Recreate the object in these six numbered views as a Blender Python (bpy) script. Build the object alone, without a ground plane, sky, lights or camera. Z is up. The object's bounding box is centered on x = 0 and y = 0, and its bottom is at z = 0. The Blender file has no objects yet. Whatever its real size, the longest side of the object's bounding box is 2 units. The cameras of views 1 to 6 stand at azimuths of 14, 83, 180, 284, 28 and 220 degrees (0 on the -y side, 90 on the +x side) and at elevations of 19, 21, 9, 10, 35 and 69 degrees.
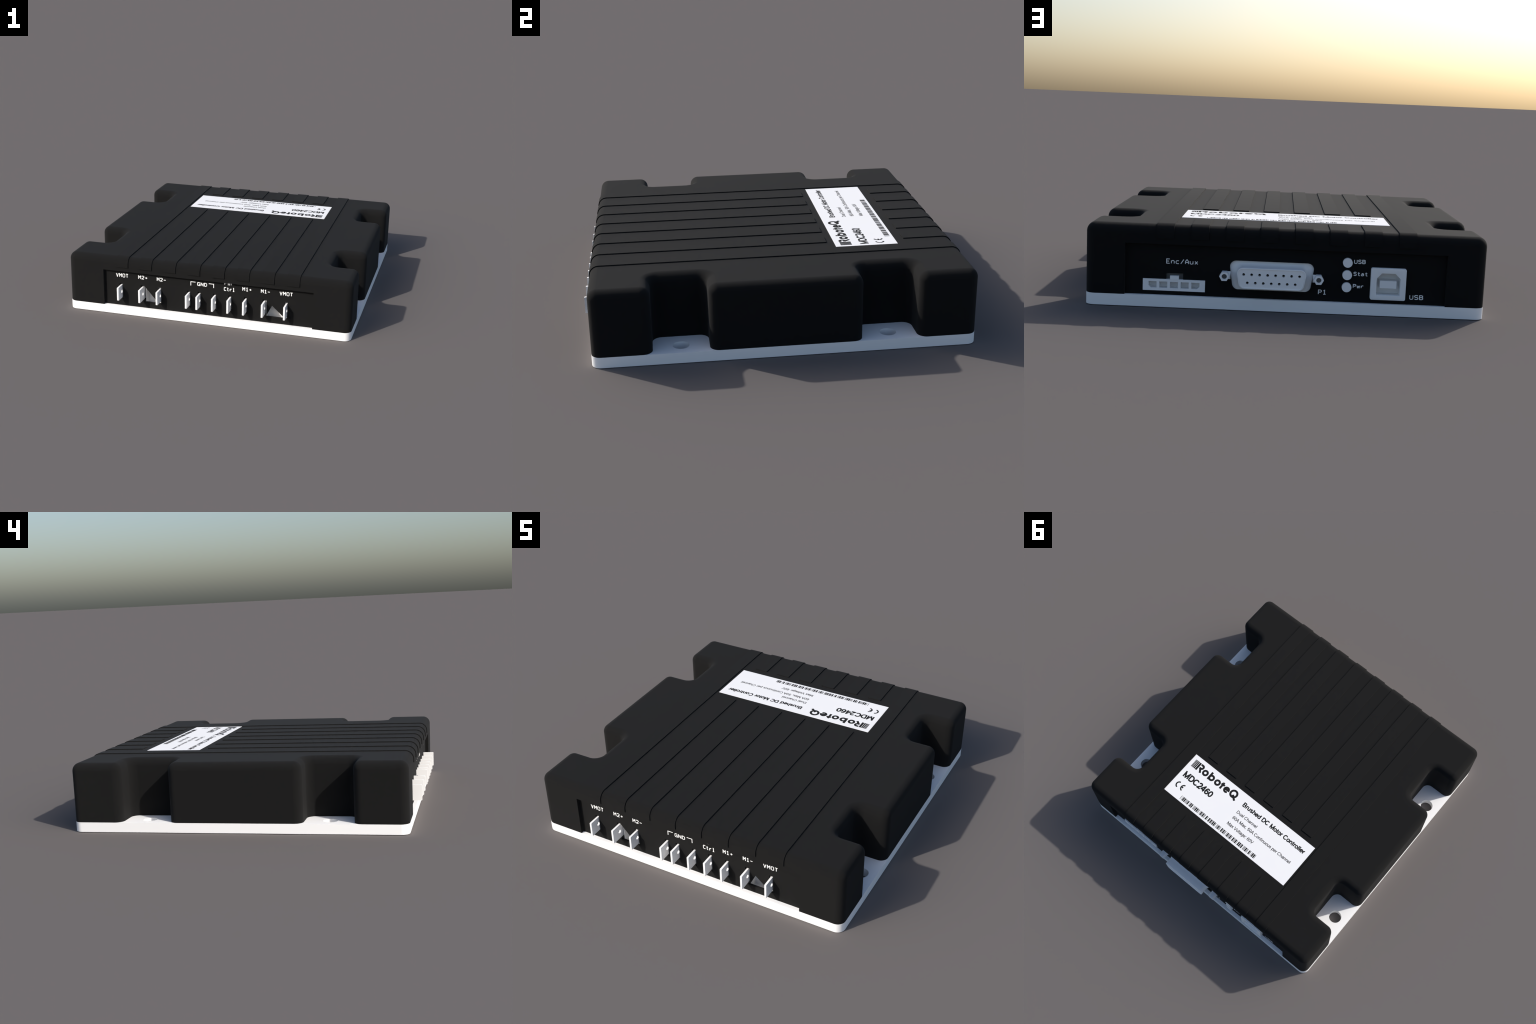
# Flat square two-channel motor controller: aluminium base plate, black ribbed cover with four
# mounting notches, a row of blade terminals at the front, signal connectors at the back, a label on top.
import bpy, bmesh, math
from mathutils import Vector, Matrix

# ------------------------------------------------------------------ sizes (metres, object frame)
HALF = 0.9572            # half side of the square base plate
YC = 0.0008             # the plate and cover sit this far back of the frame's middle
PLATE_TOP = 0.0557
COVER_TOP = 0.3963      # flat top between the ribs
FILLET = 0.0465          # rounding of all upper cover edges
NOTCH_IN = 0.769        # |x| of the inner wall of a notch
NOTCH_A, NOTCH_B = 0.380, 0.660   # |y| range of a notch
HOLE_X, HOLE_Y, HOLE_R = 0.873, 0.521, 0.0417
RIB_H, RIB_W, RIB_PITCH = 0.0053, 0.0835, 0.16465
FRONT_W, BACK_W, OPEN_TOP = 0.7090, 0.7680, 0.3035
PANEL = 0.9345          # |y| of both connector panels
LABEL = (-0.518, 0.5325, 0.319, 0.649)   # x0, x1, y0, y1

# ------------------------------------------------------------------ materials
def principled(name, base, rough, metal=0.0, spec=0.5, var=0.0, scale=8.0, bump=0.0, bump_scale=300.0):
    m = bpy.data.materials.new(name)
    m.use_nodes = True
    nt = m.node_tree
    b = nt.nodes["Principled BSDF"]
    b.inputs["Roughness"].default_value = rough
    b.inputs["Metallic"].default_value = metal
    b.inputs["Specular IOR Level"].default_value = spec
    co = nt.nodes.new("ShaderNodeTexCoord")
    n = nt.nodes.new("ShaderNodeTexNoise")
    n.inputs["Scale"].default_value = scale
    n.inputs["Detail"].default_value = 4
    nt.links.new(co.outputs["Object"], n.inputs["Vector"])
    ramp = nt.nodes.new("ShaderNodeValToRGB")
    lo = [max(0, c * (1 - var)) for c in base]
    hi = [min(1, c * (1 + var)) for c in base]
    ramp.color_ramp.elements[0].position = 0.3
    ramp.color_ramp.elements[1].position = 0.7
    ramp.color_ramp.elements[0].color = (*lo, 1)
    ramp.color_ramp.elements[1].color = (*hi, 1)
    nt.links.new(n.outputs["Fac"], ramp.inputs["Fac"])
    nt.links.new(ramp.outputs["Color"], b.inputs["Base Color"])
    if bump:
        g = nt.nodes.new("ShaderNodeTexNoise")
        g.inputs["Scale"].default_value = bump_scale
        nt.links.new(co.outputs["Object"], g.inputs["Vector"])
        bp = nt.nodes.new("ShaderNodeBump")
        bp.inputs["Strength"].default_value = bump
        bp.inputs["Distance"].default_value = 0.001
        nt.links.new(g.outputs["Fac"], bp.inputs["Height"])
        nt.links.new(bp.outputs["Normal"], b.inputs["Normal"])
    return m

M_COVER = principled("black_plastic", (0.0003, 0.0003, 0.0003), 1.0, var=0.02, scale=3)
M_PANEL = principled("black_panel", (0.0003, 0.0003, 0.0003), 1.0, var=0.02, scale=3)
M_WHITE = principled("pale_metal", (0.975, 0.975, 0.975), 1.0, var=0.008, scale=4)
M_LABEL = principled("label_paper", (0.862, 0.862, 0.868), 1.0, var=0.004, scale=6)
M_INK = principled("label_ink", (0.004, 0.004, 0.005), 1.0, var=0.03)
M_GREY = principled("grey_ink", (0.006, 0.006, 0.007), 1.0, var=0.03)
M_PRINT = principled("white_print", (0.96, 0.96, 0.96), 1.0, var=0.008)
M_DARK = principled("dark_bore", (0.001, 0.001, 0.001), 1.0, var=0.02)
M_BORE = principled("grey_bore", (0.12, 0.12, 0.12), 1.0, var=0.03)

# ------------------------------------------------------------------ object helpers
def new_object(name, mesh, mat, parent=None):
    o = bpy.data.objects.new(name, mesh)
    bpy.context.scene.collection.objects.link(o)
    if mat:
        mesh.materials.clear()
        mesh.materials.append(mat)
    if parent:
        o.parent = parent
    return o

def finish_mesh(me, angle=35.0, merge=1e-6):
    bm = bmesh.new()
    bm.from_mesh(me)
    if merge:
        bmesh.ops.remove_doubles(bm, verts=bm.verts, dist=merge)
    bmesh.ops.recalc_face_normals(bm, faces=bm.faces)
    bm.to_mesh(me)
    bm.free()
    me.polygons.foreach_set("use_smooth", [True] * len(me.polygons))
    me.set_sharp_from_angle(angle=math.radians(angle))
    me.update()
    return me

def evaluated(obj):
    dg = bpy.context.evaluated_depsgraph_get()
    me = bpy.data.meshes.new_from_object(obj.evaluated_get(dg))
    data = obj.data
    bpy.data.objects.remove(obj)
    return me, data

def mapped(me, f):
    for v in me.vertices:
        v.co = Vector(f(*v.co))
    return me

def sheet(name, outer, holes, w0, w1, frame, mat, parent, angle=35.0, bevel=0.0):
    """Solid sheet: 2D outline with holes in (u, v), reaching from w0 to w1, carried to xyz by frame."""
    cu = bpy.data.curves.new(name, 'CURVE')
    cu.dimensions = '2D'
    cu.fill_mode = 'BOTH'
    cu.extrude = abs(w1 - w0) / 2 - bevel
    cu.bevel_depth = bevel
    cu.bevel_resolution = 1
    cu.offset = -bevel
    for loop in [outer] + list(holes):
        s = cu.splines.new('POLY')
        s.points.add(len(loop) - 1)
        for p, (a, b) in zip(s.points, loop):
            p.co = (a, b, 0, 1)
        s.use_cyclic_u = True
    o = bpy.data.objects.new(name, cu)
    bpy.context.scene.collection.objects.link(o)
    me, data = evaluated(o)
    bpy.data.curves.remove(data)
    mid = (w0 + w1) / 2
    mapped(me, lambda a, b, c: frame(a, b, c + mid))
    me.name = name
    finish_mesh(me, angle)
    return new_object(name, me, mat, parent)

def box(name, x0, x1, y0, y1, z0, z1, mat, parent, bevel=0.0):
    bm = bmesh.new()
    bmesh.ops.create_cube(bm, size=1.0)
    for v in bm.verts:
        v.co = ((x0 + x1) / 2 + v.co.x * (x1 - x0), (y0 + y1) / 2 + v.co.y * (y1 - y0), (z0 + z1) / 2 + v.co.z * (z1 - z0))
    if bevel:
        bmesh.ops.bevel(bm, geom=bm.edges[:], offset=bevel, segments=3, profile=0.5, affect='EDGES')
    me = bpy.data.meshes.new(name)
    bm.to_mesh(me)
    bm.free()
    finish_mesh(me, 50)
    return new_object(name, me, mat, parent)

def rect(a0, a1, b0, b1):
    return [(a0, b0), (a1, b0), (a1, b1), (a0, b1)]

def circle(a, b, r, n=32):
    return [(a + r * math.cos(2 * math.pi * i / n), b + r * math.sin(2 * math.pi * i / n)) for i in range(n)]

def rounded(poly, radius, n=8, inset=0.0):
    """Polygon (counter clockwise) with rounded corners, shrunk by inset; radius may be a list."""
    out, k = [], len(poly)
    for i in range(k):
        p0, p, p1 = Vector(poly[i - 1]), Vector(poly[i]), Vector(poly[(i + 1) % k])
        d0, d1 = (p - p0).normalized(), (p1 - p).normalized()
        n0, n1 = Vector((-d0.y, d0.x)), Vector((-d1.y, d1.x))      # inward
        turn = d0.x * d1.y - d0.y * d1.x
        ang = math.asin(max(-1, min(1, turn)))
        if d0.dot(d1) < 0:
            ang = math.copysign(math.pi, turn) - ang
        r = radius[i] if isinstance(radius, (list, tuple)) else radius
        side = 1 if turn > 0 else -1
        half = abs(ang) / 2
        # arc centre of the full-size corner, kept for the shrunk one
        bis = (n0 + n1).normalized() * side
        c = p + bis * (r / math.cos(half))
        rr = r - side * inset
        a0 = math.atan2(-n0.y * side, -n0.x * side)
        for j in range(n + 1):
            a = a0 + ang * j / n
            out.append((c.x + rr * math.cos(a), c.y + rr * math.sin(a)))
    return out

FLAT = lambda a, b, w: (a, b, w)                 # u=x, v=y, w=z
UPRIGHT = lambda a, b, w: (a, w, b)              # u=x, v=z, w=y
SIDEWAYS = lambda a, b, w: (w, a, b)             # u=y, v=z, w=x

# ------------------------------------------------------------------ the thing
root = bpy.data.objects.new("motor_controller", None)
bpy.context.scene.collection.objects.link(root)
root["label"] = "flat black ribbed electronic box on a pale metal plate"
root["category"] = "motor controller"

# base plate
plate_outline = rounded([(-HALF, -HALF), (HALF, -HALF), (HALF, HALF), (-HALF, HALF)], 0.0470, 10)
mount_holes = [circle(sx * HOLE_X, sy * HOLE_Y, HOLE_R, 40) for sx in (-1, 1) for sy in (-1, 1)]
plate = sheet("base_plate", plate_outline, mount_holes, 0.0, PLATE_TOP, FLAT, M_WHITE, root)
plate.location.y = YC

# ------------------------------------------------------------------ cover
CH = HALF - 0.0005
half_side = [(CH, -CH), (CH, -NOTCH_B), (NOTCH_IN, -NOTCH_B), (NOTCH_IN, -NOTCH_A), (CH, -NOTCH_A),
             (CH, NOTCH_A), (NOTCH_IN, NOTCH_A), (NOTCH_IN, NOTCH_B), (CH, NOTCH_B), (CH, CH)]
cover_poly = half_side + [(-x, y) for x, y in reversed(half_side)]

def build_cover():
    rings = [(0.0, PLATE_TOP - 0.001)]
    steps = 10
    for i in range(steps + 1):
        a = math.pi / 2 * i / steps
        rings.append((FILLET * (1 - math.cos(a)), COVER_TOP - FILLET + FILLET * math.sin(a)))
    bm = bmesh.new()
    loops = []
    for inset, z in rings:
        pts = rounded(cover_poly, 0.0472, 10, inset)
        loops.append([bm.verts.new((x, y, z)) for x, y in pts])
    k = len(loops[0])
    for lo, hi in zip(loops, loops[1:]):
        for i in range(k):
            bm.faces.new((lo[i], lo[(i + 1) % k], hi[(i + 1) % k], hi[i]))
    bm.faces.new(loops[-1])
    bm.faces.new(list(reversed(loops[0])))
    me = bpy.data.meshes.new("cover")
    bm.to_mesh(me)
    bm.free()
    body = bpy.data.objects.new("cover_raw", me)
    bpy.context.scene.collection.objects.link(body)
    cutters = [box("cutter", -FRONT_W, FRONT_W, -1.2, -0.80, -0.1, OPEN_TOP, None, None),
               box("cutter", -BACK_W, BACK_W, 0.84, 1.2, -0.1, OPEN_TOP, None, None)]
    for c in cutters:
        b = body.modifiers.new("opening", 'BOOLEAN')
        b.operation, b.solver, b.object = 'DIFFERENCE', 'EXACT', c
    me, _ = evaluated(body)
    for c in cutters:
        bpy.data.objects.remove(c)
    me.name = "cover"
    finish_mesh(me, 32, 0)
    o = new_object("cover", me, M_COVER, root)
    wn = o.modifiers.new("flat_faces_win", 'WEIGHTED_NORMAL')
    wn.keep_sharp = True
    wn.weight = 90
    return o

cover = build_cover()
cover.location.y = YC

# ------------------------------------------------------------------ raised ribs wrapping over the front and back edges
def rib_mesh(kind):
    """kind: 'front' ends before the label, 'back' starts after it, 'full' runs through."""
    depth = 0.004
    def half_profile(sign, off, z_low):
        pts = [(sign * (CH + off), z_low)]
        for i in range(11):
            a = math.pi / 2 * i / 10
            r = FILLET + off
            pts.append((sign * (CH - FILLET + r * math.cos(a)), COVER_TOP - FILLET + r * math.sin(a)))
        return pts
    f_out, f_in = half_profile(-1, RIB_H, 0.332), half_profile(-1, -depth, 0.332)
    b_out, b_in = half_profile(1, RIB_H, 0.332), half_profile(1, -depth, 0.332)
    zo, zi = COVER_TOP + RIB_H, COVER_TOP - depth
    if kind == 'front':
        out, inn = f_out + [(0.279 - YC, zo)], f_in + [(0.279 - YC, zi)]
    elif kind == 'back':
        out, inn = b_out + [(0.696 - YC, zo)], b_in + [(0.696 - YC, zi)]
    else:
        out, inn = f_out + b_out[::-1], f_in + b_in[::-1]
    bm = bmesh.new()
    rows = []
    for x in (-RIB_W / 2, RIB_W / 2):
        rows.append(([bm.verts.new((x, y, z)) for y, z in out], [bm.verts.new((x, y, z)) for y, z in inn]))
    (o0, i0), (o1, i1) = rows
    for k in range(len(out) - 1):
        bm.faces.new((o0[k], o0[k + 1], o1[k + 1], o1[k]))
        bm.faces.new((i0[k], i1[k], i1[k + 1], i0[k + 1]))
        bm.faces.new((o0[k], i0[k], i0[k + 1], o0[k + 1]))
        bm.faces.new((o1[k], o1[k + 1], i1[k + 1], i1[k]))
    for k in (0, -1):
        bm.faces.new((o0[k], o1[k], i1[k], i0[k]))
    me = bpy.data.meshes.new("rib_" + kind)
    bm.to_mesh(me)
    bm.free()
    return finish_mesh(me, 30)

rib_kinds = {k: rib_mesh(k) for k in ('front', 'back', 'full')}
for i in range(8):
    x = 0.577 - RIB_PITCH * i
    for kind in (('full',) if i in (0, 7) else ('front', 'back')):
        r = new_object("rib", rib_kinds[kind], M_COVER if not rib_kinds[kind].materials else None, cover)
        r.location.x = x

# ------------------------------------------------------------------ strokes (single-line lettering) and printed text
def strokes_mesh(name, lines, width, frame, height=0.0006, res=2):
    """Poly-lines drawn with a flat round pen; lines = [(points, closed), ...] in (u, v)."""
    cu = bpy.data.curves.new(name, 'CURVE')
    cu.dimensions = '3D'
    cu.bevel_depth = width / 2
    cu.bevel_resolution = res
    cu.use_fill_caps = True
    cu.twist_mode = 'Z_UP'
    pieces = []
    for pts, closed in lines:                      # break each line at its sharp corners, ends lapping over
        if closed:
            pieces.append((pts, True))
            continue
        run = [Vector(pts[0])]
        for k in range(1, len(pts)):
            p = Vector(pts[k])
            if (p - run[-1]).length < 1e-7:
                continue
            if len(run) > 1 and (run[-1] - run[-2]).angle(p - run[-1]) > 0.9:
                lap = width * 0.42
                tip = run[-1]
                pieces.append((run[:-1] + [tip + (tip - run[-2]).normalized() * lap], False))
                run = [tip - (p - tip).normalized() * lap]
            run.append(p)
        pieces.append((run, False))
    for pts, closed in pieces:
        s = cu.splines.new('POLY')
        s.points.add(len(pts) - 1)
        for p, (a, b) in zip(s.points, pts):
            p.co = (a, b, 0, 1)
        s.use_cyclic_u = closed
    o = bpy.data.objects.new(name, cu)
    bpy.context.scene.collection.objects.link(o)
    me, data = evaluated(o)
    bpy.data.curves.remove(data)
    k = height / (width / 2)
    mapped(me, lambda a, b, c: frame(a, b, c * k))
    return finish_mesh(me, 60)

def arc(cx, cy, rx, ry, a0, a1, n=12):
    return [(cx + rx * math.cos(math.radians(a0 + (a1 - a0) * i / n)), cy + ry * math.sin(math.radians(a0 + (a1 - a0) * i / n))) for i in range(n + 1)]

GLYPHS = {   # on a cell 0.66 wide, capitals 1 high
    'V': [[(0, 1), (.33, 0), (.66, 1)]],
    'M': [[(0, 0), (0, 1), (.33, .5), (.66, 1), (.66, 0)]],
    'O': [[(.15, 0), (0, .15), (0, .85), (.15, 1), (.51, 1), (.66, .85), (.66, .15), (.51, 0), (.15, 0)]],
    'T': [[(0, 1), (.66, 1)], [(.33, 1), (.33, 0)]],
    '2': [[(0, .84), (.15, 1), (.5, 1), (.66, .84), (.66, .62), (0, .02), (.66, .02)]],
    '+': [[(.06, .48), (.66, .48)], [(.36, .2), (.36, .76)]],
    '-': [[(.04, .48), (.66, .48)]],
    'G': [[(.66, .85), (.5, 1), (.15, 1), (0, .85), (0, .15), (.15, 0), (.66, 0), (.66, .48), (.36, .48)]],
    'N': [[(0, 0), (0, 1), (.66, 0), (.66, 1)]],
    'D': [[(0, 0), (0, 1), (.44, 1), (.66, .8), (.66, .2), (.44, 0), (0, 0)]],
    'P': [[(0, 0), (0, 1), (.5, 1), (.66, .86), (.66, .62), (.5, .48), (0, .48)]],
    'w': [[(0, .66), (.12, 0), (.33, .5), (.54, 0), (.66, .66)]],
    'r': [[(.08, 0), (.08, .66)], [(.08, .42), (.3, .66), (.62, .66)]],
    'C': [[(.66, .85), (.5, 1), (.15, 1), (0, .85), (0, .15), (.15, 0), (.5, 0), (.66, .15)]],
    't': [[(.26, 1), (.26, .14), (.4, 0), (.6, 0)], [(.04, .68), (.56, .68)]],
    'l': [[(.16, 1), (.36, 1), (.36, 0)], [(.12, 0), (.6, 0)]],
    '1': [[(.12, .8), (.36, 1), (.36, 0)], [(.1, 0), (.62, 0)]],
    'E': [[(.66, 1), (0, 1), (0, 0), (.66, 0)], [(0, .5), (.5, .5)]],
    'n': [[(0, 0), (0, .66)], [(0, .46), (.2, .66), (.48, .66), (.62, .52), (.62, 0)]],
    'c': [[(.62, .66), (.16, .66), (0, .5), (0, .16), (.16, 0), (.62, 0)]],
    '/': [[(.02, -.02), (.64, 1)]],
    'A': [[(0, 0), (0, .6), (.33, 1), (.66, .6), (.66, 0)], [(0, .36), (.66, .36)]],
    'u': [[(0, .66), (0, .15), (.15, 0), (.42, 0), (.62, .2)], [(.62, .66), (.62, 0)]],
    'x': [[(.02, .66), (.62, 0)], [(.62, .66), (.02, 0)]],
    'S': [[(.66, .86), (.5, 1), (.15, 1), (0, .86), (0, .66), (.15, .52), (.5, .5), (.66, .36), (.66, .14), (.5, 0), (.15, 0), (0, .14)]],
    'a': [[(.08, .66), (.44, .66), (.6, .52), (.6, 0)], [(.6, .38), (.16, .38), (0, .28), (0, .12), (.16, 0), (.42, 0), (.6, .14)]],
    'B': [[(0, 0), (0, 1), (.46, 1), (.62, .88), (.62, .64), (.46, .52), (0, .52)], [(.46, .52), (.66, .38), (.66, .14), (.5, 0), (0, 0)]],
    'U': [[(0, 1), (0, .15), (.15, 0), (.51, 0), (.66, .15), (.66, 1)]],
}

def lettering(name, text, u0, u1, v0, v1, frame, parent, pen=0.0050, direction=1):
    """Monospaced pen lettering filling u0..u1 (reading direction) with capitals from v0 to v1."""
    n = len(text)
    pitch_units = 1.02
    total = (n - 1) * pitch_units + 0.66
    k = (abs(u1 - u0) - pen) / total
    u0 += direction * pen / 2
    v0, v1 = v0 + pen / 2, v1 - pen / 2
    lines = []
    for i, ch in enumerate(text):
        for st in GLYPHS[ch]:
            lines.append(([(u0 + direction * k * (i * pitch_units + a), v0 + b * (v1 - v0)) for a, b in st], False))
    me = strokes_mesh(name, lines, pen, frame)
    return new_object(name, me, M_PRINT, parent)

# ------------------------------------------------------------------ front panel with blade terminals
TABS = [-0.5925, -0.4435, -0.3225, -0.1215, -0.0500, 0.0555, 0.1585, 0.2630, 0.3870, 0.5325]
SLOT_W, SLOT_Z0, SLOT_Z1 = 0.012, 0.0985, 0.2115
slots = []
i = 0
while i < len(TABS):
    x = TABS[i]
    if i in (1, 8):      # a broken web joins this slot to the foot of the next one
        xn = TABS[i + 1]
        slots.append([(x - SLOT_W, SLOT_Z0), (xn - SLOT_W, SLOT_Z0), (xn + SLOT_W, SLOT_Z0), (xn + SLOT_W, SLOT_Z1),
                      (xn - SLOT_W, SLOT_Z1), (xn - SLOT_W, SLOT_Z0 + 0.004), (x + SLOT_W, SLOT_Z1), (x - SLOT_W, SLOT_Z1)])
        i += 2
    else:
        slots.append(rect(x - SLOT_W, x + SLOT_W, SLOT_Z0, SLOT_Z1))
        i += 1
front = sheet("front_panel", rect(-FRONT_W + 0.0005, FRONT_W - 0.0005, 0.05, OPEN_TOP - 0.0005), slots, -PANEL, -PANEL + 0.012, UPRIGHT, M_PANEL, root)
# pale hollow seen through each broken web; a dark triangle fills the right one's upper corner
for x0, x1, dark_tri in ((-0.4180, -0.331, None), (0.4015, 0.5235, [(0.4010, 0.0990), (0.4375, 0.1750), (0.4015, 0.2125)])):
    pocket = box("web_hollow", x0 - 0.004, x1 + 0.012, -PANEL + 0.0125, -0.862, 0.050, 0.222, M_WHITE, front)
    bm = bmesh.new()
    bm.from_mesh(pocket.data)
    bmesh.ops.delete(bm, geom=[f for f in bm.faces if f.normal.y < -0.9], context='FACES')
    bmesh.ops.reverse_faces(bm, faces=bm.faces)
    bmesh.ops.solidify(bm, geom=bm.faces[:], thickness=-0.002)
    bm.to_mesh(pocket.data)
    bm.free()
    if dark_tri:
        sheet("web_dark_triangle", dark_tri, [], -PANEL + 0.004, -PANEL + 0.010, UPRIGHT, M_PANEL, front)

blade_outline = rounded([(-1.0, 0.1105), (-0.89, 0.1105), (-0.89, 0.2), (-1.0, 0.2)], 0.004, 3)
blade = sheet("blade_terminal", blade_outline, [circle(-0.9395, 0.1555, 0.0115, 20)], -0.0055, 0.0055, SIDEWAYS, M_WHITE, root)
blade.location.x = TABS[0]
for x in TABS[1:]:
    b = blade.copy()
    bpy.context.scene.collection.objects.link(b)
    b.location.x = x

FRONT_INK = lambda a, b, w: (a, -PANEL + 0.0001 + w, b)
for text, u0, u1, v0, v1 in (("VMOT", -.6285, -.5405, .2535, .2815), ("M2+", -.472, -.4065, .2545, .281), ("M2-", -.3425, -.278, .2545, .281),
                             ("GND", -.0645, .003, .2545, .2805), ("Ctrl", .1165, .190, .2405, .268), ("Pwr", .1195, .180, .2825, .3095),
                             ("M1+", .240, .3025, .2545, .2815), ("M1-", .363, .4245, .2545, .281), ("VMOT", .4855, .5735, .254, .281)):
    lettering("printed_text", text, u0, u1, v0, v1, FRONT_INK, front)
me = strokes_mesh("printed_bracket", [([(-.1075, .2520), (-.1075, .2780), (-.0755, .2780)], False), ([(.0145, .2780), (.0475, .2780), (.0475, .2520)], False)], 0.0050, FRONT_INK)
new_object("printed_bracket", me, M_PRINT, front)

# ------------------------------------------------------------------ back panel
def d_shape(cx, z_top, z_bot, w_top, w_bot, r, n=8, grow=0.0):
    return rounded([(cx - w_bot, z_bot), (cx + w_bot, z_bot), (cx + w_top, z_top), (cx - w_top, z_top)], r, n, -grow)

DX, DZ = 0.067, 0.1640
SCREWS = (0.2915, -0.1577)
d_cut = d_shape(DX, 0.236, 0.0947, 0.2055, 0.1855, 0.03)
ENC = (0.3845, 0.682, 0.0768, 0.1326)
USB = (-0.575, -0.4065, 0.077, 0.2305)
LEDS = (0.2493, 0.1895, 0.1305)
aux_cut = [(ENC[0] + 0.003, ENC[2] + 0.003), (ENC[1] - 0.003, ENC[2] + 0.003), (ENC[1] - 0.003, ENC[3] - 0.003), (0.5716, ENC[3] - 0.003),
           (0.5716, 0.1624), (0.4905, 0.1624), (0.4905, ENC[3] - 0.003), (ENC[0] + 0.003, ENC[3] - 0.003)]
back_holes = [d_cut, aux_cut, rect(USB[0] + 0.004, USB[1] - 0.004, USB[2] + 0.004, USB[3] - 0.004)]
back = sheet("back_panel", rect(-BACK_W + 0.0005, BACK_W - 0.0005, 0.05, OPEN_TOP - 0.0005), back_holes, PANEL - 0.012, PANEL, UPRIGHT, M_PANEL, root)
BACK_INK = lambda a, b, w: (a, PANEL - 0.0001 + w, b)
for text, u0, u1, v0, v1 in (("Enc/Aux", .573, .4195, .2075, .2325), ("P1", -.158, -.198, .0875, .1118), ("USB", -.3235, -.379, .244, .265),
                             ("Stat", -.3235, -.3935, .185, .2055), ("Pwr", -.3235, -.3765, .1255, .1457), ("USB", -.5975, -.664, .0805, .104)):
    lettering("printed_text", text, u0, u1, v0, v1, BACK_INK, back, 0.0042, -1)

# D-shaped signal connector
dsub = sheet("d_connector", d_shape(DX, 0.248, 0.083, 0.215, 0.195, 0.02), [], 0.910, 0.9235, UPRIGHT, M_WHITE, root)   # flange behind the panel
def shell_loft():
    """Drawn metal shell: straight at the rim, flaring into the flange with a wide root fillet."""
    bm = bmesh.new()
    loops = []
    outer = [(0.0015, 1.0), (0.0, 0.9988), (0.0, 0.962)]
    for i in range(1, 9):
        a = math.pi / 2 * i / 8
        outer.append((-0.022 * (1 - math.cos(a)), 0.962 - 0.0385 * math.sin(a)))
    for inset, y in [(0.0040, 0.95), (0.0040, 1.0)] + outer:
        loops.append([bm.verts.new((u, y, v)) for u, v in d_shape(DX, 0.2125, 0.1125, 0.1685, 0.1510, 0.027, 8, -inset)])
    k = len(loops[0])
    for lo, hi in zip(loops, loops[1:]):
        for i in range(k):
            bm.faces.new((lo[i], lo[(i + 1) % k], hi[(i + 1) % k], hi[i]))
    me = bpy.data.meshes.new("connector_shell")
    bm.to_mesh(me)
    bm.free()
    return new_object("connector_shell", finish_mesh(me, 40), M_WHITE, dsub)
shell_loft()
pins = [circle(0.1993 - 0.0378 * k, 0.1807, 0.0068, 16) for k in range(8)] + [circle(0.1806 - 0.0378 * k, 0.1412, 0.0068, 16) for k in range(7)]
sheet("socket_insert", d_shape(DX, 0.2087, 0.1163, 0.1642, 0.1467, 0.024), pins, 0.955, 0.9965, UPRIGHT, M_WHITE, dsub)
sheet("socket_bottom", d_shape(DX, 0.205, 0.120, 0.160, 0.143, 0.024), [], 0.94, 0.956, UPRIGHT, M_DARK, dsub)
for sx in SCREWS:
    hexagon = [(sx + 0.0238 * math.cos(math.pi / 3 * k), DZ + 0.0238 * math.sin(math.pi / 3 * k)) for k in range(6)]
    sheet("jack_screw", hexagon, [circle(sx, DZ, 0.0125, 20)], 0.92, 0.9805, UPRIGHT, M_WHITE, dsub)
    sheet("screw_bore", circle(sx, DZ, 0.0125, 20), [], 0.93, 0.966, UPRIGHT, M_BORE, dsub)
    s = 1 if sx > DX else -1
    a, b = sorted((sx, DX + s * 0.197))
    box("flange_ear", a, b, PANEL - 0.002, PANEL + 0.0025, 0.1455, 0.1828, M_WHITE, dsub)

# five-way rectangular connector with a latch
cells = []
for k in range(5):
    c0 = 0.6163 - 0.0513 * k
    c1 = c0 + 0.0387
    q = 0.011
    p = [(c0, 0.0897), (c1, 0.0897), (c1, 0.1209), (c0, 0.1209)]
    if k == 0:
        p = [(c0, 0.0897), (c1 - q, 0.0897), (c1, 0.0897 + q), (c1, 0.1209), (c0, 0.1209)]
    if k == 4:
        p = [(c0 + q, 0.0897), (c1, 0.0897), (c1, 0.1209), (c0, 0.1209), (c0, 0.0897 + q)]
    cells.append(p)
aux = sheet("header_connector", rect(*ENC), cells, 0.86, 0.9415, UPRIGHT, M_WHITE, root)
sheet("cell_floor", rect(ENC[0] + 0.004, ENC[1] - 0.004, ENC[2] + 0.004, ENC[3] - 0.004), [], 0.88, 0.899, UPRIGHT, M_WHITE, aux)
box("latch", 0.5105, 0.5522, 0.9, 0.9435, 0.1322, 0.1505, M_WHITE, aux)
box("latch_seat", 0.486, 0.576, 0.905, 0.9225, 0.13, 0.166, M_BORE, aux)

# status lights
for z in LEDS:
    sheet("status_light", circle(-0.293, z, 0.0228, 36), [], 0.92, 0.9525, UPRIGHT, M_WHITE, root)

# square socket with a tongue
usb_hole = [(-0.548, 0.0995), (-0.4345, 0.0995), (-0.4345, 0.181), (-0.4585, 0.2065), (-0.522, 0.2065), (-0.548, 0.181)]
usb = sheet("square_socket", rounded(rect(*USB), 0.008, 4), [usb_hole], 0.85, 0.9565, UPRIGHT, M_WHITE, root, bevel=0.001)
sheet("socket_floor", rect(USB[0] + 0.01, USB[1] - 0.01, USB[2] + 0.01, USB[3] - 0.01), [], 0.865, 0.885, UPRIGHT, M_WHITE, usb)
box("tongue", -0.531, -0.4515, 0.86, 0.946, 0.133, 0.169, M_WHITE, usb)

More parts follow.
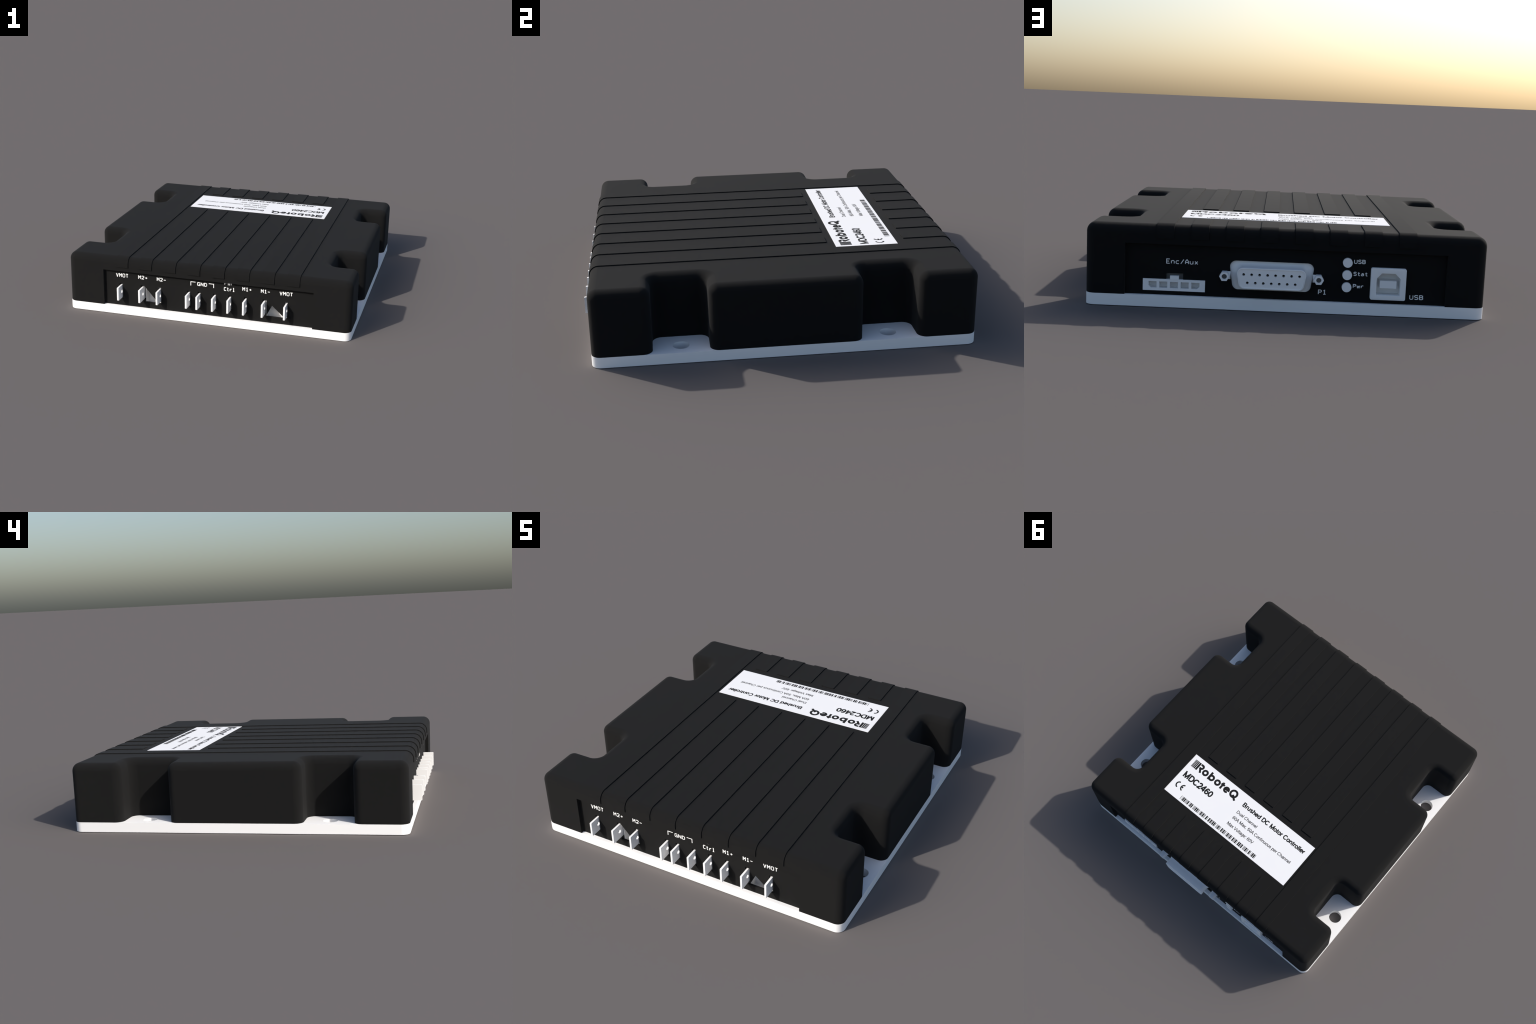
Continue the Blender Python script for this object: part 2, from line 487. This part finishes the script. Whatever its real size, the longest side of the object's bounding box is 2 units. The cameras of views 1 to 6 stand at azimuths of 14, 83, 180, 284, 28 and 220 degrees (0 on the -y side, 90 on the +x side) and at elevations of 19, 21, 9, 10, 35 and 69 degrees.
# ------------------------------------------------------------------ label on top
LX0, LX1, LY0, LY1 = LABEL
LZ = COVER_TOP + 0.0012
label = box("label", LX0, LX1, LY0, LY1, COVER_TOP - 0.002, LZ, M_LABEL, root)
INK = lambda a, b, w: (LX1 - a, LY0 + b, LZ + w)      # a to the reader's right, b downwards on the label

# upright grotesque letters as pen strokes; units: 1000 to the em, capitals 716 high; value = (advance, strokes)
def sans(ch):
    ring = lambda cx, cy, rx, ry: arc(cx, cy, rx, ry, 0, 342, 19) + [(cx + rx, cy)]
    shoulder = lambda cx, rx: arc(cx, 315, rx, 160, 165, 0, 10) + [(cx + rx, 0)]
    table = {
        'A': (667, [[(20, 0), (333, 700), (647, 0)], [(130, 240), (540, 240)]]),
        'B': (690, [[(120, 45), (120, 671), (390, 671)] + arc(390, 523, 150, 148, 80, -90, 10) + [(120, 375)],
                    [(390, 375)] + arc(400, 210, 185, 165, 80, -90, 10) + [(120, 45)]]),
        'C': (722, [arc(375, 358, 295, 315, 38, 322, 22)]),
        'D': (722, [[(120, 45), (120, 671), (340, 671)] + arc(345, 358, 285, 313, 85, -85, 16) + [(340, 45), (120, 45)]]),
        'M': (833, [[(115, 0), (115, 690), (416, 60), (717, 690), (717, 0)]]),
        'V': (667, [[(20, 716), (333, 30), (647, 716)]]),
        'a': (556, [arc(270, 335, 185, 140, 165, 0, 10) + [(455, 90), (495, 10)], [(455, 290), (260, 265)] + arc(225, 155, 155, 110, 85, 290, 10) + [(455, 170)]]),
        'c': (500, [arc(265, 259, 210, 215, 42, 318, 16)]),
        'd': (556, [[(450, 0), (450, 716)], ring(260, 259, 190, 215)]),
        'e': (556, [[(75, 265), (490, 265)] + arc(280, 259, 208, 215, 8, 322, 18)]),
        'g': (556, [ring(260, 269, 190, 205), [(450, 519), (450, -40)] + arc(265, -50, 185, 110, 0, -155, 10)]),
        'h': (556, [[(108, 0), (108, 716)], shoulder(280, 170)]),
        'i': (222, [[(111, 0), (111, 519)], [(111, 630), (111, 716)]]),
        'l': (222, [[(111, 0), (111, 716)]]),
        'n': (556, [[(108, 0), (108, 519)], shoulder(280, 170)]),
        'o': (556, [ring(278, 259, 208, 215)]),
        'p': (556, [[(108, -200), (108, 519)], ring(298, 259, 190, 215)]),
        'r': (333, [[(108, 0), (108, 519)], arc(270, 320, 160, 155, 165, 70, 6)]),
        's': (500, [arc(245, 375, 165, 100, 25, 255, 12) + arc(250, 152, 180, 110, 78, -150, 12)]),
        't': (278, [[(125, 660), (125, 120)] + arc(215, 115, 90, 70, 180, 285, 6), [(15, 475), (255, 475)]]),
        'u': (556, [[(105, 519), (105, 210)] + arc(275, 205, 170, 160, 180, 345, 10), [(450, 519), (450, 0)]]),
        'x': (500, [[(30, 519), (470, 0)], [(470, 519), (30, 0)]]),
        ',': (278, [[(135, 90), (135, 0), (105, -100)]]),
        ':': (278, [[(139, 0), (139, 90)], [(139, 430), (139, 519)]]),
        '0': (556, [ring(278, 352, 200, 308)]),
        '2': (556, [arc(275, 495, 190, 176, 165, -38, 14) + [(70, 45), (505, 45)]]),
        '4': (556, [[(385, 0), (385, 690), (45, 215), (530, 215)]]),
        '5': (556, [[(480, 671), (165, 671), (110, 350)] + arc(275, 235, 195, 190, 130, -155, 16)]),
        '6': (556, [ring(288, 228, 192, 183), arc(300, 350, 215, 318, 40, 180, 12) + [(88, 230)]]),
        ' ': (278, []),
    }
    return table[ch]

def printed(text, a0, a1, cap_top, base, mat, weight):
    """A printed line: ink from a0 to a1, capitals from cap_top down to base, pen width = weight units."""
    pen_x, lines = 0.0, []
    for ch in text:
        adv, strokes = sans(ch)
        lines += [[(pen_x + x, y) for x, y in st] for st in strokes]
        pen_x += adv
    x0 = min(p[0] for l in lines for p in l) - weight / 2
    x1 = max(p[0] for l in lines for p in l) + weight / 2
    kx, ky = (a1 - a0) / (x1 - x0), (base - cap_top) / 716
    put = [([(a0 + (x - x0) * kx, base - y * ky) for x, y in l], False) for l in lines]
    me = strokes_mesh("label_text", put, weight * (kx + ky) / 2, INK, 0.0004, 2)
    return new_object("label_text", me, mat, label)

printed("MDC2460", 0.0300, 0.2820, 0.1358, 0.1788, M_INK, 178)
printed("Brushed DC Motor Controller", 0.4840, 1.0190, 0.0525, 0.0835, M_INK, 178)
printed("Dual Channel", 0.4870, 0.6590, 0.1245, 0.1465, M_GREY, 126)
printed("60A Max, 50A Continuous per Channel", 0.4900, 0.9860, 0.1710, 0.1935, M_GREY, 126)
printed("Max Voltage: 60V", 0.4875, 0.7115, 0.2240, 0.2465, M_GREY, 126)

def ink_strokes(name, lines, pen):
    return new_object(name, strokes_mesh(name, lines, pen, INK, 0.0004, 2), M_INK, label)

def bars(name, spans, b0, b1, mat):
    """Thin printed bars joined in one piece."""
    bm = bmesh.new()
    for a0, a1 in spans:
        vs = []
        for w in (-0.0005, 0.0004):
            vs.append([bm.verts.new(INK(a, b, w)) for a, b in ((a0, b0), (a1, b0), (a1, b1), (a0, b1))])
        bm.faces.new(vs[0]); bm.faces.new(vs[1])
        for k in range(4):
            bm.faces.new((vs[0][k], vs[0][(k + 1) % 4], vs[1][(k + 1) % 4], vs[1][k]))
    me = bpy.data.meshes.new(name)
    bm.to_mesh(me)
    bm.free()
    finish_mesh(me, 30)
    o = new_object(name, me, mat, label)
    o["kind"] = "stuff"
    return o

# logo: a fan of bars, then heavy round letters
bars("logo_bars", [(0.0265, 0.0312), (0.0332, 0.0390), (0.0411, 0.0480), (0.0502, 0.0588)], 0.0285, 0.0880, M_INK)
PEN, RO, XB = 0.0148, 0.0163, 0.0645     # pen, centre-line radius and centre height of the round letters
ring = lambda cx: (arc(cx, XB, RO, RO, 0, 345, 22), True)
ink_strokes("logo_text", [
    ([(0.0685, 0.0885), (0.0685, 0.0285)], False),
    ([(0.0790, 0.0350), (0.0930, 0.0350)] + arc(0.0930, 0.0475, 0.0120, 0.0125, -75, 90, 8) + [(0.0810, 0.0600)], False),
    ([(0.0880, 0.0590), (0.1080, 0.0885)], False),
    ring(0.1386), ([(0.1770, 0.0280), (0.1770, 0.0880)], False), ring(0.1945), ring(0.2477),
    ([(0.2862, 0.0345), (0.2862, 0.0870)], False), ([(0.2730, 0.0510), (0.3025, 0.0510)], False),
    (arc(0.3292, XB, RO, RO, 40, 352, 18) + [(0.3180, XB)], False),
    (arc(0.3870, 0.0550, 0.0240, 0.0240, 0, 345, 26), True), ([(0.3860, 0.0630), (0.4200, 0.0915)], False)], PEN)

# conformity mark
ink_strokes("conformity_mark", [(arc(0.0585, 0.2430, 0.0210, 0.0210, 98, 262, 14), False),
                                (arc(0.1000, 0.2430, 0.0210, 0.0210, 98, 262, 14), False), ([(0.0800, 0.2430), (0.0945, 0.2430)], False)], 0.0092)

# barcode: five bars and four spaces a sign, two bars wide; the wide space tells the group
BARS = ["wnnnw", "nwnnw", "wwnnn", "nnwnw", "wnwnn", "nwwnn", "nnnww", "wnnwn", "nwnwn", "nnwwn"]
GROUPS = {1: "1234567890", 2: "ABCDEFGHIJ", 3: "KLMNOPQRST", 0: "UVWXYZ-. *"}
def barcode(text, a0, a1):
    u, pos, spans = (a1 - a0) / (16 * len(text) - 1), a0, []
    for ch in text:
        wide_space, k = next((g, signs.index(ch)) for g, signs in GROUPS.items() if ch in signs)
        for i, c in enumerate(BARS[k]):
            w = (3 if c == 'w' else 1) * u
            spans.append((pos, pos + w))
            pos += w + (3 if i == wide_space else 1) * u
    return spans
bars("barcode", barcode("*DUAL CHANNEL*", 0.1270, 0.7835), 0.2870, 0.3155, M_INK)
